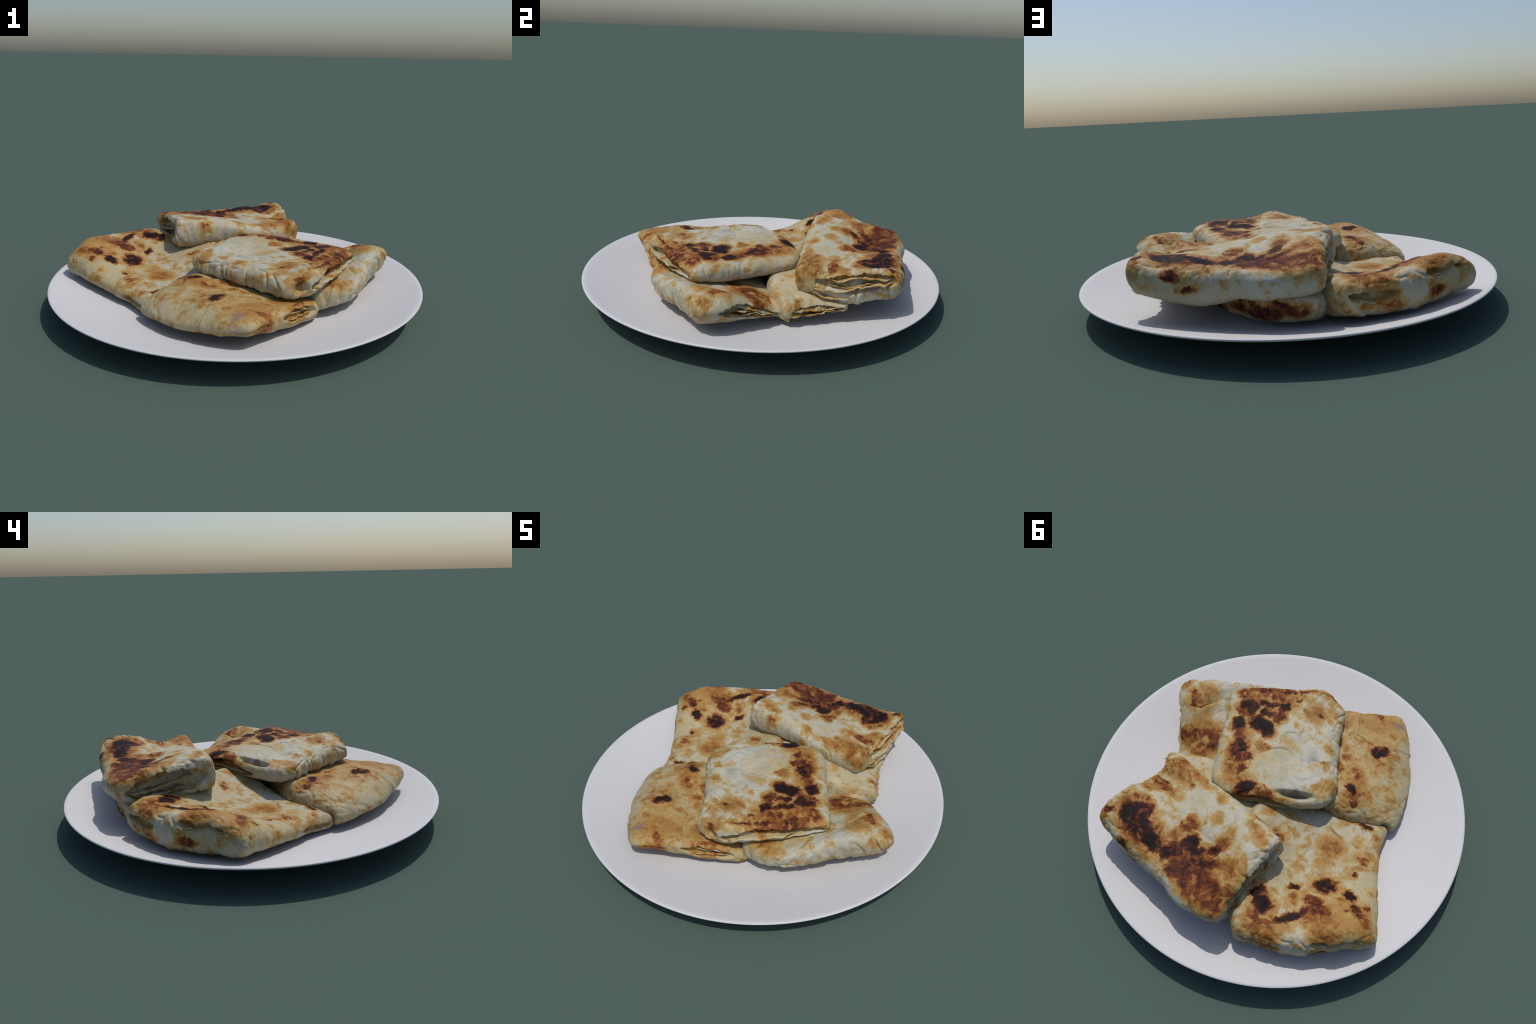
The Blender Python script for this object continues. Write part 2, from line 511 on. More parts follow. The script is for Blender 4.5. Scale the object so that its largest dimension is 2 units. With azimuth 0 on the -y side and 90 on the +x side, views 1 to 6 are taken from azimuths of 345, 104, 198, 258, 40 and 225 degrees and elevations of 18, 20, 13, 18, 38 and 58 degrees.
top_bread = Bread(
    "folded_flatbread", "square folded flatbread, cream dough with dark brown char spots",
    edges=[[(0.165, -0.61), (0.28, -0.55), (0.41, -0.425), (0.53, -0.305), (0.62, -0.20)],
           [(0.62, -0.20), (0.535, -0.105), (0.465, -0.03), (0.405, 0.06), (0.32, 0.16), (0.255, 0.255)],
           [(0.255, 0.255), (0.12, 0.24), (-0.03, 0.145), (-0.15, 0.055), (-0.28, -0.09)],
           [(-0.28, -0.09), (-0.235, -0.20), (-0.14, -0.305), (-0.055, -0.40), (0.02, -0.505), (0.08, -0.585), (0.165, -0.61)]],
    top=[(0.206, -0.061, .322), (0.295, -0.148, .323), (0.386, -0.067, .316), (-0.029, -0.214, .319),
         (0.274, -0.428, .325), (0.126, -0.43, .323), (0.298, -0.318, .325), (0.431, -0.171, .327),
         (0.262, 0.025, .324), (-0.046, -0.31, .318), (-0.134, -0.213, .323), (0.008, -0.15, .312),
         (0.598, -0.196, .305), (0.296, 0.125, .305), (0.24, 0.225, .295), (-0.14, 0.0, .310),
         (0.063, 0.168, .319), (-0.2, -0.159, .315), (0.442, -0.361, .318), (0.17, -0.575, .315),
         (0.2, -0.47, .342), (0.20, -0.535, .334), (0.46, -0.21, .338), (-0.02, 0.08, .333), (-0.13, -0.05, .326)],
    bottom=[(0.167, -0.588, .205), (-0.241, -0.08, .222), (0.55, -0.25, .232), (0.25, 0.2, .225), (0.1, -0.15, .21),
            (0.45, -0.05, .205), (0.0, -0.4, .205)],
    rim=[(0.6, .03, .03), (0.5, .045, .05), (0.55, .035, .03), (0.45, .05, .045)], square=11, seed=1,
    mouths=[(0, -0.8, 0.97, -0.42, 0.28, 0.03), (2, -0.75, 0.55, -0.4, 0.22, 0.045)], crumple=[(3, 0.009)],
    creases=[([(0.183, 0.022), (0.156, -0.072), (0.121, -0.127), (0.087, -0.15), (0.033, -0.154)], .005),
             ([(0.139, -0.128), (0.17, -0.167), (0.167, -0.214), (0.135, -0.251), (0.067, -0.231)], .004),
             ([(-0.038, -0.197), (-0.09, -0.213), (-0.125, -0.267)], .005), ([(0.215, -0.454), (0.224, -0.541), (0.167, -0.574)], .006)],
    dents=[((-0.13, 0.012, 0.312), (0.078, 0.017, 0.03), math.radians(40), (0.014, -0.018, -0.055)),
           ((0.178, -0.60, 0.262), (0.032, 0.03, 0.026), 0.8, (-0.01, 0.035, 0.0))])

back_bread = Bread(
    "folded_flatbread", "rectangular folded flatbread, heavily charred, with flaky open end",
    edges=[[(-0.315, 0.225), (-0.19, 0.235), (-0.05, 0.242), (0.09, 0.25), (0.22, 0.258), (0.33, 0.265), (0.455, 0.28)],
           [(0.455, 0.28), (0.45, 0.41), (0.447, 0.48), (0.46, 0.63), (0.434, 0.808)],
           [(0.434, 0.808), (0.33, 0.815), (0.2, 0.812), (0.09, 0.795), (-0.04, 0.785), (-0.17, 0.785), (-0.28, 0.755), (-0.37, 0.72)],
           [(-0.37, 0.72), (-0.335, 0.55), (-0.32, 0.34), (-0.315, 0.225)]],
    top=[(0.003, 0.559, .322), (0.086, 0.514, .326), (-0.194, 0.423, .386), (0.118, 0.694, .330), (0.338, 0.69, .346),
         (0.228, 0.709, .345), (0.38, 0.75, .358), (0.43, 0.78, .366), (0.435, 0.65, .366), (0.1, 0.79, .314), (0.3, 0.80, .328), (-0.15, 0.765, .316), (0.33, 0.461, .320), (0.26, 0.331, .338), (0.264, 0.47, .328),
         (0.373, 0.31, .332), (0.084, 0.309, .352), (-0.221, 0.31, .392), (-0.143, 0.307, .390), (-0.001, 0.385, .365),
         (-0.285, 0.30, .41), (-0.298, 0.698, .343), (-0.028, 0.735, .328), (-0.114, 0.554, .339), (0.39, 0.44, .306),
         (0.40, 0.36, .348), (0.41, 0.55, .342), (-0.30, 0.5, .384)],
    bottom=[(-0.345, 0.703, .215), (-0.128, 0.771, .198), (-0.3, 0.316, .226), (0.44, 0.30, .19), (0.44, 0.60, .165), (0.44, 0.70, .20),
            (0.42, 0.78, .215), (0.25, 0.76, .18), (0.12, 0.75, .168), (0.0, 0.775, .19), (-0.3, 0.25, .235), (0.0, 0.25, .245), (0.05, 0.5, .20)],
    rim=[(0.45, .06, .04), (0.55, .03, .04), (0.6, .055, .06), (0.5, .045, .03)], square=16, seed=2,
    mouths=[(1, -0.62, 0.96, -0.22, 0.34, 0.03), (3, -0.88, 0.78, -0.42, 0.30, 0.048)], crumple=[(0, 0.004), (1, 0.007), (3, 0.006)],
    creases=[([(0.108, 0.742), (0.079, 0.774), (0.07, 0.809)], .007), ([(-0.011, 0.697), (-0.004, 0.779)], .007),
             ([(0.43, 0.46), (0.399, 0.456), (0.34, 0.437), (0.272, 0.46)], .010), ([(0.337, 0.327), (0.287, 0.346), (0.242, 0.376)], .006),
             ([(0.158, 0.476), (0.119, 0.558)], .005), ([(-0.145, 0.516), (-0.107, 0.581), (-0.108, 0.636)], .005),
             ([(-0.118, 0.596), (-0.124, 0.713)], .005), ([(0.083, 0.399), (0.018, 0.474)], .006),
             ([(-0.081, 0.331), (-0.063, 0.411), (-0.086, 0.505)], .006)],
    dents=[((-0.31, 0.30, 0.33), (0.03, 0.05, 0.05), 0.0, (0.02, 0, 0))])

left_bread = Bread(
    "folded_flatbread", "sloping folded flatbread, golden and brown, raised outer end",
    edges=[[(-0.921, 0.217), (-0.832, 0.13), (-0.74, 0.01), (-0.652, -0.088), (-0.585, -0.19), (-0.54, -0.31)],
           [(-0.54, -0.31), (-0.38, -0.22), (-0.2, -0.12), (-0.0, 0.0)],
           [(-0.0, 0.0), (-0.0, 0.2), (-0.17, 0.40), (-0.34, 0.62), (-0.43, 0.70)],
           [(-0.43, 0.70), (-0.55, 0.62), (-0.665, 0.548), (-0.735, 0.47), (-0.817, 0.36), (-0.921, 0.217)]],
    top=[(-0.547, 0.197, .197), (-0.463, 0.31, .202), (-0.664, 0.152, .222), (-0.428, 0.025, .154), (-0.571, -0.047, .165),
         (-0.601, 0.047, .176), (-0.47, -0.202, .161), (-0.538, -0.194, .155), (-0.567, 0.446, .258), (-0.589, 0.315, .25),
         (-0.761, 0.203, .270), (-0.86, 0.24, .274), (-0.439, 0.483, .25), (-0.41, 0.61, .262), (-0.775, 0.335, .305), (-0.69, 0.43, .285),
         (-0.416, 0.293, .196), (-0.222, 0.181, .218), (-0.087, 0.144, .25), (-0.383, -0.061, .149), (-0.3, -0.1, .15)],
    bottom=[(-0.88, 0.2, .13), (-0.67, 0.53, .11), (-0.44, 0.68, .115), (-0.72, 0.02, .10), (-0.56, -0.25, .065),
            (-0.4, 0.2, .04), (-0.1, 0.1, .04), (-0.55, 0.2, .06)],
    rim=[(0.3, .075, .03), (0.5, .05, .05), (0.5, .05, .04), (0.4, .06, .035)], square=18, seed=3,
    mouths=[(3, -0.97, -0.30, -0.02, 0.32, 0.05), (3, -0.05, 0.85, 0.22, 0.44, 0.035), (0, 0.3, 0.95, -0.1, 0.3, 0.025)],
    crumple=[(3, 0.006)],
    creases=[([(-0.315, -0.065), (-0.382, -0.054), (-0.43, -0.05)], .007), ([(-0.53, 0.171), (-0.575, 0.138), (-0.605, 0.105)], .007),
             ([(-0.435, 0.169), (-0.476, 0.178), (-0.502, 0.161)], .007), ([(-0.352, 0.103), (-0.371, 0.162)], .006),
             ([(-0.624, 0.337), (-0.687, 0.311)], .006)])

front_bread = Bread(
    "folded_flatbread", "pale golden folded flatbread with rust browned stripe",
    edges=[[(-0.565, -0.297), (-0.511, -0.459), (-0.411, -0.606), (-0.331, -0.688), (-0.24, -0.765), (-0.135, -0.855)],
           [(-0.135, -0.855), (-0.035, -0.762), (0.042, -0.705), (0.143, -0.64), (0.29, -0.522)],
           [(0.29, -0.522), (0.31, -0.38), (0.2, -0.22), (0.05, -0.08)],
           [(0.05, -0.08), (-0.2, -0.11), (-0.36, -0.155), (-0.565, -0.297)]],
    top=[(-0.222, -0.561, .236), (-0.17, -0.744, .231), (-0.229, -0.355, .227), (-0.273, -0.273, .238), (-0.357, -0.222, .215),
         (0.018, -0.66, .208), (-0.036, -0.735, .216), (-0.463, -0.399, .198), (-0.123, -0.391, .218), (0.133, -0.60, .198),
         (-0.284, -0.69, .215), (-0.388, -0.58, .198), (-0.33, -0.60, .222), (-0.52, -0.30, .168), (0.0, -0.2, .2), (0.2, -0.5, .18), (0.25, -0.4, .15)],
    bottom=[(-0.147, -0.83, .15), (-0.38, -0.60, .108), (-0.5, -0.38, .088), (0.1, -0.58, .072), (0.22, -0.5, .06),
            (0.0, -0.3, .03), (-0.3, -0.3, .045)],
    rim=[(0.3, .085, .03), (0.65, .035, .055), (0.5, .05, .05), (0.5, .045, .04)], square=14, seed=4,
    mouths=[(1, -0.1, 0.95, -0.36, 0.2, 0.025)], crumple=[(3, 0.004)], creases=[([(-0.109, -0.568), (-0.153, -0.527), (-0.2, -0.446)], .005)],
    flaps=[([(-0.35, -0.72), (-0.08, -0.93), (0.035, -0.665), (-0.05, -0.555), (-0.20, -0.545)], 0.007)],
    dents=[((-0.545, -0.24, 0.12), (0.035, 0.06, 0.05), 0.5, (0.03, -0.03, 0))])

right_bread = Bread(
    "folded_flatbread", "white folded flatbread with torn flaky end and brown burn",
    edges=[[(0.28, -0.505), (0.435, -0.492), (0.556, -0.411), (0.661, -0.285), (0.79, -0.155), (0.882, -0.055)],
           [(0.882, -0.055), (0.82, 0.02), (0.737, 0.079), (0.628, 0.171), (0.52, 0.258)],
           [(0.52, 0.258), (0.39, 0.175), (0.2, 0.07), (0.08, -0.08)],
           [(0.08, -0.08), (0.18, -0.3), (0.28, -0.505)]],
    top=[(0.714, -0.011, .273), (0.504, 0.093, .18), (0.738, -0.101, .286), (0.647, -0.244, .264), (0.495, -0.41, .228),
         (0.384, -0.44, .220), (0.80, -0.02, .255), (0.544, 0.19, .152), (0.3, -0.2, .21), (0.2, 0.0, .175), (0.86, -0.05, .258), (0.6, -0.05, .225), (0.64, 0.06, .232)],
    bottom=[(0.33, -0.47, .085), (0.54, -0.40, .105), (0.66, -0.25, .115), (0.78, -0.1, .122), (0.84, -0.05, .15), (0.55, 0.2, .09), (0.3, -0.15, .03)],
    rim=[(0.55, .055, .06), (0.6, .05, .06), (0.5, .05, .05), (0.5, .05, .05)], square=24, seed=5,
    mouths=[(1, -0.62, 0.9, -0.38, 0.25, 0.04)], crumple=[(0, 0.009)], creases=[([(0.635, -0.095), (0.645, -0.008), (0.69, 0.028)], .008)])

under_bread = Bread(
    "folded_flatbread", "cream folded flatbread under the stack, charred below",
    edges=[[(-0.22, 0.14), (0.0, 0.09), (0.2, 0.09), (0.38, 0.135), (0.595, 0.268)],
           [(0.595, 0.268), (0.545, 0.342), (0.488, 0.43), (0.455, 0.57)],
           [(0.455, 0.57), (0.28, 0.54), (0.08, 0.60), (-0.14, 0.73), (-0.34, 0.685)],
           [(-0.34, 0.685), (-0.34, 0.5), (-0.22, 0.14)]],
    top=[(0.55, 0.30, .196), (0.319, 0.194, .239), (0.491, 0.30, .190), (0.464, 0.502, .18), (0.46, 0.6, .19), (0.1, 0.6, .21), (-0.2, 0.68, .215), (0.42, 0.175, .205),
         (0.0, 0.5, .215), (-0.25, 0.6, .225), (0.1, 0.2, .24), (0.2, 0.07, .2), (-0.34, 0.68, .21)],
    bottom=[(0.58, 0.28, .09), (0.5, 0.4, .105), (0.44, 0.55, .12), (0.27, 0.55, .125), (0.17, 0.58, .10), (-0.25, 0.69, .095), (0.02, 0.62, .085), (0.1, 0.35, .03),
            (-0.33, 0.68, .10)],
    rim=[(0.5, .05, .05), (0.45, .04, .03), (0.6, .03, .06), (0.5, .05, .05)], square=14, seed=6,
    mouths=[(1, -0.75, 0.95, -0.35, 0.25, 0.035)], crumple=[(0, 0.003)])

ALL = (top_bread, back_bread, left_bread, front_bread, right_bread, under_bread)


def patch(bread, x, y, a, b, turn, level, z=None, up=0.06):
    """A browned patch on the top crust (or at height z on a side)."""
    return (x, y, bread.z(x, y) if z is None else z, a, b, up, math.radians(turn), level)


PAINTED_SHADE, GREY, MINCE = (0.045, 0.042, 0.03), (0.27, 0.265, 0.215), (0.16, 0.13, 0.125)
LOOKS = {  # x, y, z, radii, turn, strength, colour of filling, grey spots and painted pocket shadow
    1: dict(stains=[(-0.125, 0.002, 0.29, 0.07, 0.022, 0.035, 0.70, 0.75, PAINTED_SHADE), (-0.03, -0.215, 0.319, 0.05, 0.026, 0.05, -0.7, 0.7, GREY),  # first patch darkens the slot for the shade in its hollow
                    (-0.01, -0.16, 0.319, 0.07, 0.015, 0.05, 2.3, 0.35, GREY)]),
    2: dict(stains=[(-0.33, 0.45, 0.30, 0.04, 0.14, 0.035, 0.0, 0.25, PAINTED_SHADE)]),  # faint dark tint inside the open end
    3: dict(cream=(0.41, 0.378, 0.275), tan=0.12),
    4: dict(cream=(0.39, 0.335, 0.21), tan=0.15, stains=[(-0.17, -0.745, 0.225, 0.04, 0.022, 0.05, 0.6, 0.85, MINCE),
                                                       (-0.17, -0.80, 0.17, 0.035, 0.05, 0.03, 0.6, 0.6, MINCE)]),
    5: dict(stains=[(0.79, 0.005, 0.20, 0.045, 0.03, 0.022, 2.4, 0.7, MINCE)]),
    6: dict(cream=(0.44, 0.395, 0.275))}
BURNS = {}
# burns: x, y, long radius, short radius, turn, level (and, on sides, height and upward radius)
BURNS[1] = [  # top bread
    dict(x=0.38, y=-0.29, a=0.15, b=0.08, turn=45, level=0.54),
    dict(x=0.25, y=0.06, a=0.16, b=0.055, turn=125, level=0.56),
    dict(x=0.42, y=-0.39, a=0.17, b=0.045, turn=42, level=0.52),
    dict(x=0.15, y=-0.42, a=0.08, b=0.04, turn=140, level=0.36),
    dict(x=0.433, y=-0.17, a=0.067, b=0.061, turn=121, level=0.84),
    dict(x=0.497, y=-0.22, a=0.064, b=0.036, turn=13, level=0.62),
    dict(x=0.459, y=-0.317, a=0.054, b=0.015, turn=46, level=0.72),
    dict(x=0.295, y=-0.153, a=0.083, b=0.046, turn=9, level=1),
    dict(x=0.383, y=-0.066, a=0.043, b=0.032, turn=100, level=0.96),
    dict(x=0.33, y=-0.015, a=0.056, b=0.03, turn=119, level=0.68),
    dict(x=0.282, y=0.031, a=0.082, b=0.047, turn=127, level=0.75),
    dict(x=0.265, y=0.022, a=0.037, b=0.029, turn=45, level=0.94),
    dict(x=0.231, y=0.095, a=0.045, b=0.034, turn=117, level=0.75),
    dict(x=0.204, y=0.043, a=0.034, b=0.03, turn=114, level=0.74),
    dict(x=0.189, y=0.126, a=0.055, b=0.032, turn=44, level=0.54),
    dict(x=0.152, y=0.116, a=0.033, b=0.025, turn=93, level=0.67),
    dict(x=0.123, y=0.156, a=0.078, b=0.03, turn=47, level=0.48),
    dict(x=0.205, y=-0.067, a=0.04, b=0.033, turn=167, level=0.5),
    dict(x=0.398, y=-0.251, a=0.031, b=0.022, turn=88, level=0.84),
    dict(x=0.365, y=-0.288, a=0.034, b=0.025, turn=69, level=0.88),
    dict(x=0.303, y=-0.32, a=0.045, b=0.034, turn=99, level=0.95),
    dict(x=0.352, y=-0.221, a=0.028, b=0.023, turn=140, level=0.84),
    dict(x=0.316, y=-0.239, a=0.029, b=0.022, turn=18, level=0.82),
    dict(x=0.269, y=-0.269, a=0.051, b=0.034, turn=108, level=0.68),
    dict(x=0.385, y=-0.341, a=0.068, b=0.033, turn=50, level=0.56),
    dict(x=0.396, y=-0.323, a=0.022, b=0.016, turn=51, level=0.76),
    dict(x=0.364, y=-0.351, a=0.017, b=0.015, turn=114, level=0.74),
    dict(x=0.319, y=-0.413, a=0.041, b=0.03, turn=135, level=0.45),
    dict(x=0.278, y=-0.427, a=0.017, b=0.015, turn=140, level=0.76),
    dict(x=0.28, y=-0.446, a=0.027, b=0.021, turn=85, level=0.45),
    dict(x=0.271, y=-0.369, a=0.025, b=0.014, turn=49, level=0.44),
    dict(x=0.179, y=-0.384, a=0.046, b=0.028, turn=156, level=0.44),
    dict(x=0.132, y=-0.438, a=0.046, b=0.034, turn=23, level=0.46),
    dict(x=0.127, y=-0.433, a=0.016, b=0.014, turn=126, level=0.76),
    dict(x=0.117, y=-0.506, a=0.066, b=0.022, turn=146, level=0.32),
    dict(x=0.068, y=-0.445, a=0.033, b=0.018, turn=156, level=0.34),
    dict(x=-0.045, y=-0.308, a=0.028, b=0.025, turn=159, level=0.33),
    dict(x=-0.121, y=-0.224, a=0.027, b=0.024, turn=169, level=0.35),
    dict(x=-0.171, y=-0.101, a=0.046, b=0.025, turn=85, level=0.34),
    dict(x=-0.203, y=-0.158, a=0.039, b=0.028, turn=153, level=0.36),
    dict(x=0.249, y=-0.516, a=0.064, b=0.023, turn=42, level=0.3),
    dict(x=0.2, y=-0.558, a=0.038, b=0.017, turn=26, level=0.36),
    dict(x=0.102, y=-0.187, a=0.083, b=0.029, turn=4, level=0.19),
    dict(x=0.158, y=-0.183, a=0.039, b=0.017, turn=115, level=0.24),
    dict(x=0.066, y=0.165, a=0.053, b=0.03, turn=46, level=0.97),
    dict(x=0.005, y=0.122, a=0.087, b=0.024, turn=26, level=0.62),
    dict(x=-0.097, y=0.084, a=0.058, b=0.017, turn=39, level=0.36),
    dict(x=0.341, y=-0.447, a=0.118, b=0.01, turn=42, level=0.78),
    dict(x=0.469, y=-0.342, a=0.051, b=0.026, turn=58, level=0.78),
    dict(x=0.401, y=-0.419, a=0.08, b=0.019, turn=48, level=0.56),
    dict(x=0.504, y=-0.219, a=0.062, b=0.031, turn=156, level=0.62),
    dict(x=0.495, y=-0.292, a=0.078, b=0.025, turn=63, level=0.62),
    dict(x=0.58, y=-0.233, a=0.031, b=0.04, turn=68, level=0.45, z=0.288, up=0.017),
    dict(x=0.163, y=-0.575, a=0.032, b=0.018, turn=29, level=0.58),
    dict(x=0.138, y=-0.454, a=0.056, b=0.029, turn=176, level=0.42),
    dict(x=0.187, y=-0.55, a=0.05, b=0.024, turn=70, level=0.3),
    dict(x=0.135, y=-0.578, a=0.024, b=0.018, turn=10, level=0.36),
    dict(x=-0.21, y=-0.156, a=0.074, b=0.023, turn=82, level=0.36),
    dict(x=0.131, y=-0.575, a=0.064, b=0.028, turn=26, level=0.3),
    dict(x=-0.013, y=-0.451, a=0.074, b=0.04, turn=124, level=0.2, z=0.282, up=0.014),
    dict(x=0.146, y=-0.015, a=0.057, b=0.028, turn=74, level=0.14),
]
BURNS[2] = [  # back bread
    dict(x=0.23, y=0.685, a=0.175, b=0.088, turn=172, level=0.72),
    dict(x=-0.17, y=0.66, a=0.164, b=0.088, turn=0, level=0.7),
    dict(x=0, y=0.66, a=0.117, b=0.07, turn=0, level=0.62),
    dict(x=0.08, y=0.62, a=0.08, b=0.04, turn=100, level=0.5),
    dict(x=0.37, y=0.36, a=0.09, b=0.06, turn=0, level=0.4),
    dict(x=0.329, y=0.693, a=0.061, b=0.05, turn=153, level=0.98),
    dict(x=0.3, y=0.641, a=0.074, b=0.048, turn=0, level=0.84),
    dict(x=0.244, y=0.689, a=0.096, b=0.058, turn=175, level=0.9),
    dict(x=0.166, y=0.692, a=0.078, b=0.05, turn=176, level=0.98),
    dict(x=0.119, y=0.703, a=0.049, b=0.033, turn=5, level=0.93),
    dict(x=0.322, y=0.585, a=0.044, b=0.027, turn=1, level=0.72),
    dict(x=0.372, y=0.625, a=0.03, b=0.021, turn=88, level=0.56),
    dict(x=0.262, y=0.677, a=0.154, b=0.093, turn=172, level=0.5),
    dict(x=0.384, y=0.51, a=0.079, b=0.028, turn=35, level=0.42),
    dict(x=0.339, y=0.463, a=0.088, b=0.022, turn=6, level=0.62),
    dict(x=0.276, y=0.438, a=0.038, b=0.017, turn=103, level=0.46),
    dict(x=0.378, y=0.358, a=0.074, b=0.031, turn=44, level=0.54),
    dict(x=0.382, y=0.32, a=0.071, b=0.027, turn=28, level=0.45),
    dict(x=0.289, y=0.301, a=0.064, b=0.024, turn=176, level=0.46),
    dict(x=0.252, y=0.351, a=0.019, b=0.017, turn=33, level=0.5),
    dict(x=0.21, y=0.299, a=0.053, b=0.021, turn=173, level=0.36),
    dict(x=0.085, y=0.51, a=0.044, b=0.039, turn=86, level=0.69),
    dict(x=0.109, y=0.467, a=0.027, b=0.025, turn=131, level=0.42),
    dict(x=0.006, y=0.56, a=0.044, b=0.04, turn=151, level=0.86),
    dict(x=0.003, y=0.617, a=0.048, b=0.04, turn=107, level=0.78),
    dict(x=0.039, y=0.674, a=0.054, b=0.043, turn=58, level=0.86),
    dict(x=0.052, y=0.628, a=0.027, b=0.025, turn=177, level=0.8),
    dict(x=-0.055, y=0.561, a=0.047, b=0.028, turn=55, level=0.86),
    dict(x=-0.104, y=0.511, a=0.057, b=0.028, turn=65, level=0.8),
    dict(x=-0.113, y=0.461, a=0.049, b=0.035, turn=77, level=0.56),
    dict(x=-0.106, y=0.404, a=0.043, b=0.037, turn=84, level=0.33),
    dict(x=-0.06, y=0.691, a=0.07, b=0.058, turn=39, level=0.8),
    dict(x=-0.084, y=0.621, a=0.082, b=0.042, turn=69, level=0.8),
    dict(x=-0.16, y=0.653, a=0.077, b=0.046, turn=6, level=0.76),
    dict(x=-0.143, y=0.585, a=0.067, b=0.036, turn=54, level=0.76),
    dict(x=-0.251, y=0.64, a=0.088, b=0.048, turn=1, level=0.72),
    dict(x=-0.285, y=0.69, a=0.069, b=0.05, turn=171, level=0.7),
    dict(x=-0.292, y=0.651, a=0.049, b=0.035, turn=171, level=0.7),
    dict(x=-0.211, y=0.524, a=0.054, b=0.038, turn=38, level=0.5),
    dict(x=-0.256, y=0.529, a=0.047, b=0.036, turn=17, level=0.46),
    dict(x=-0.267, y=0.474, a=0.056, b=0.028, turn=127, level=0.34),
    dict(x=-0.192, y=0.679, a=0.047, b=0.025, turn=15, level=0.62),
    dict(x=0.034, y=0.681, a=0.05, b=0.037, turn=34, level=0.74),
    dict(x=-0.146, y=0.669, a=0.157, b=0.091, turn=1, level=0.46),
    dict(x=0.082, y=0.304, a=0.035, b=0.025, turn=18, level=0.36),
    dict(x=-0.004, y=0.39, a=0.041, b=0.036, turn=109, level=0.3),
    dict(x=0.218, y=0.565, a=0.041, b=0.02, turn=36, level=0.24),
    dict(x=-0.149, y=0.302, a=0.046, b=0.019, turn=4, level=0.38),
    dict(x=-0.225, y=0.321, a=0.048, b=0.032, turn=161, level=0.38),
    dict(x=0.235, y=0.803, a=0.036, b=0.04, turn=7, level=0.72, z=0.298, up=0.026),
    dict(x=0.399, y=0.753, a=0.026, b=0.013, turn=95, level=0.76),
    dict(x=0.384, y=0.792, a=0.023, b=0.018, turn=177, level=0.42),
    dict(x=0.377, y=0.29, a=0.033, b=0.025, turn=1, level=0.5),
    dict(x=0.373, y=0.368, a=0.068, b=0.045, turn=14, level=0.5),
    dict(x=0.436, y=0.295, a=0.048, b=0.04, turn=8, level=0.42, z=0.28, up=0.044),
    dict(x=0.305, y=0.319, a=0.065, b=0.045, turn=147, level=0.36),
    dict(x=0.43, y=0.374, a=0.084, b=0.024, turn=115, level=0.5),
    dict(x=0.427, y=0.764, a=0.052, b=0.035, turn=143, level=0.42),
    dict(x=-0.136, y=0.244, a=0.04, b=0.016, turn=32, level=0.64),
    dict(x=0.247, y=0.808, a=0.025, b=0.04, turn=34, level=0.72, z=0.291, up=0.019),
    dict(x=0.156, y=0.806, a=0.04, b=0.04, turn=12, level=0.7, z=0.242, up=0.017),
    dict(x=-0.318, y=0.65, a=0.084, b=0.033, turn=103, level=0.6),
]
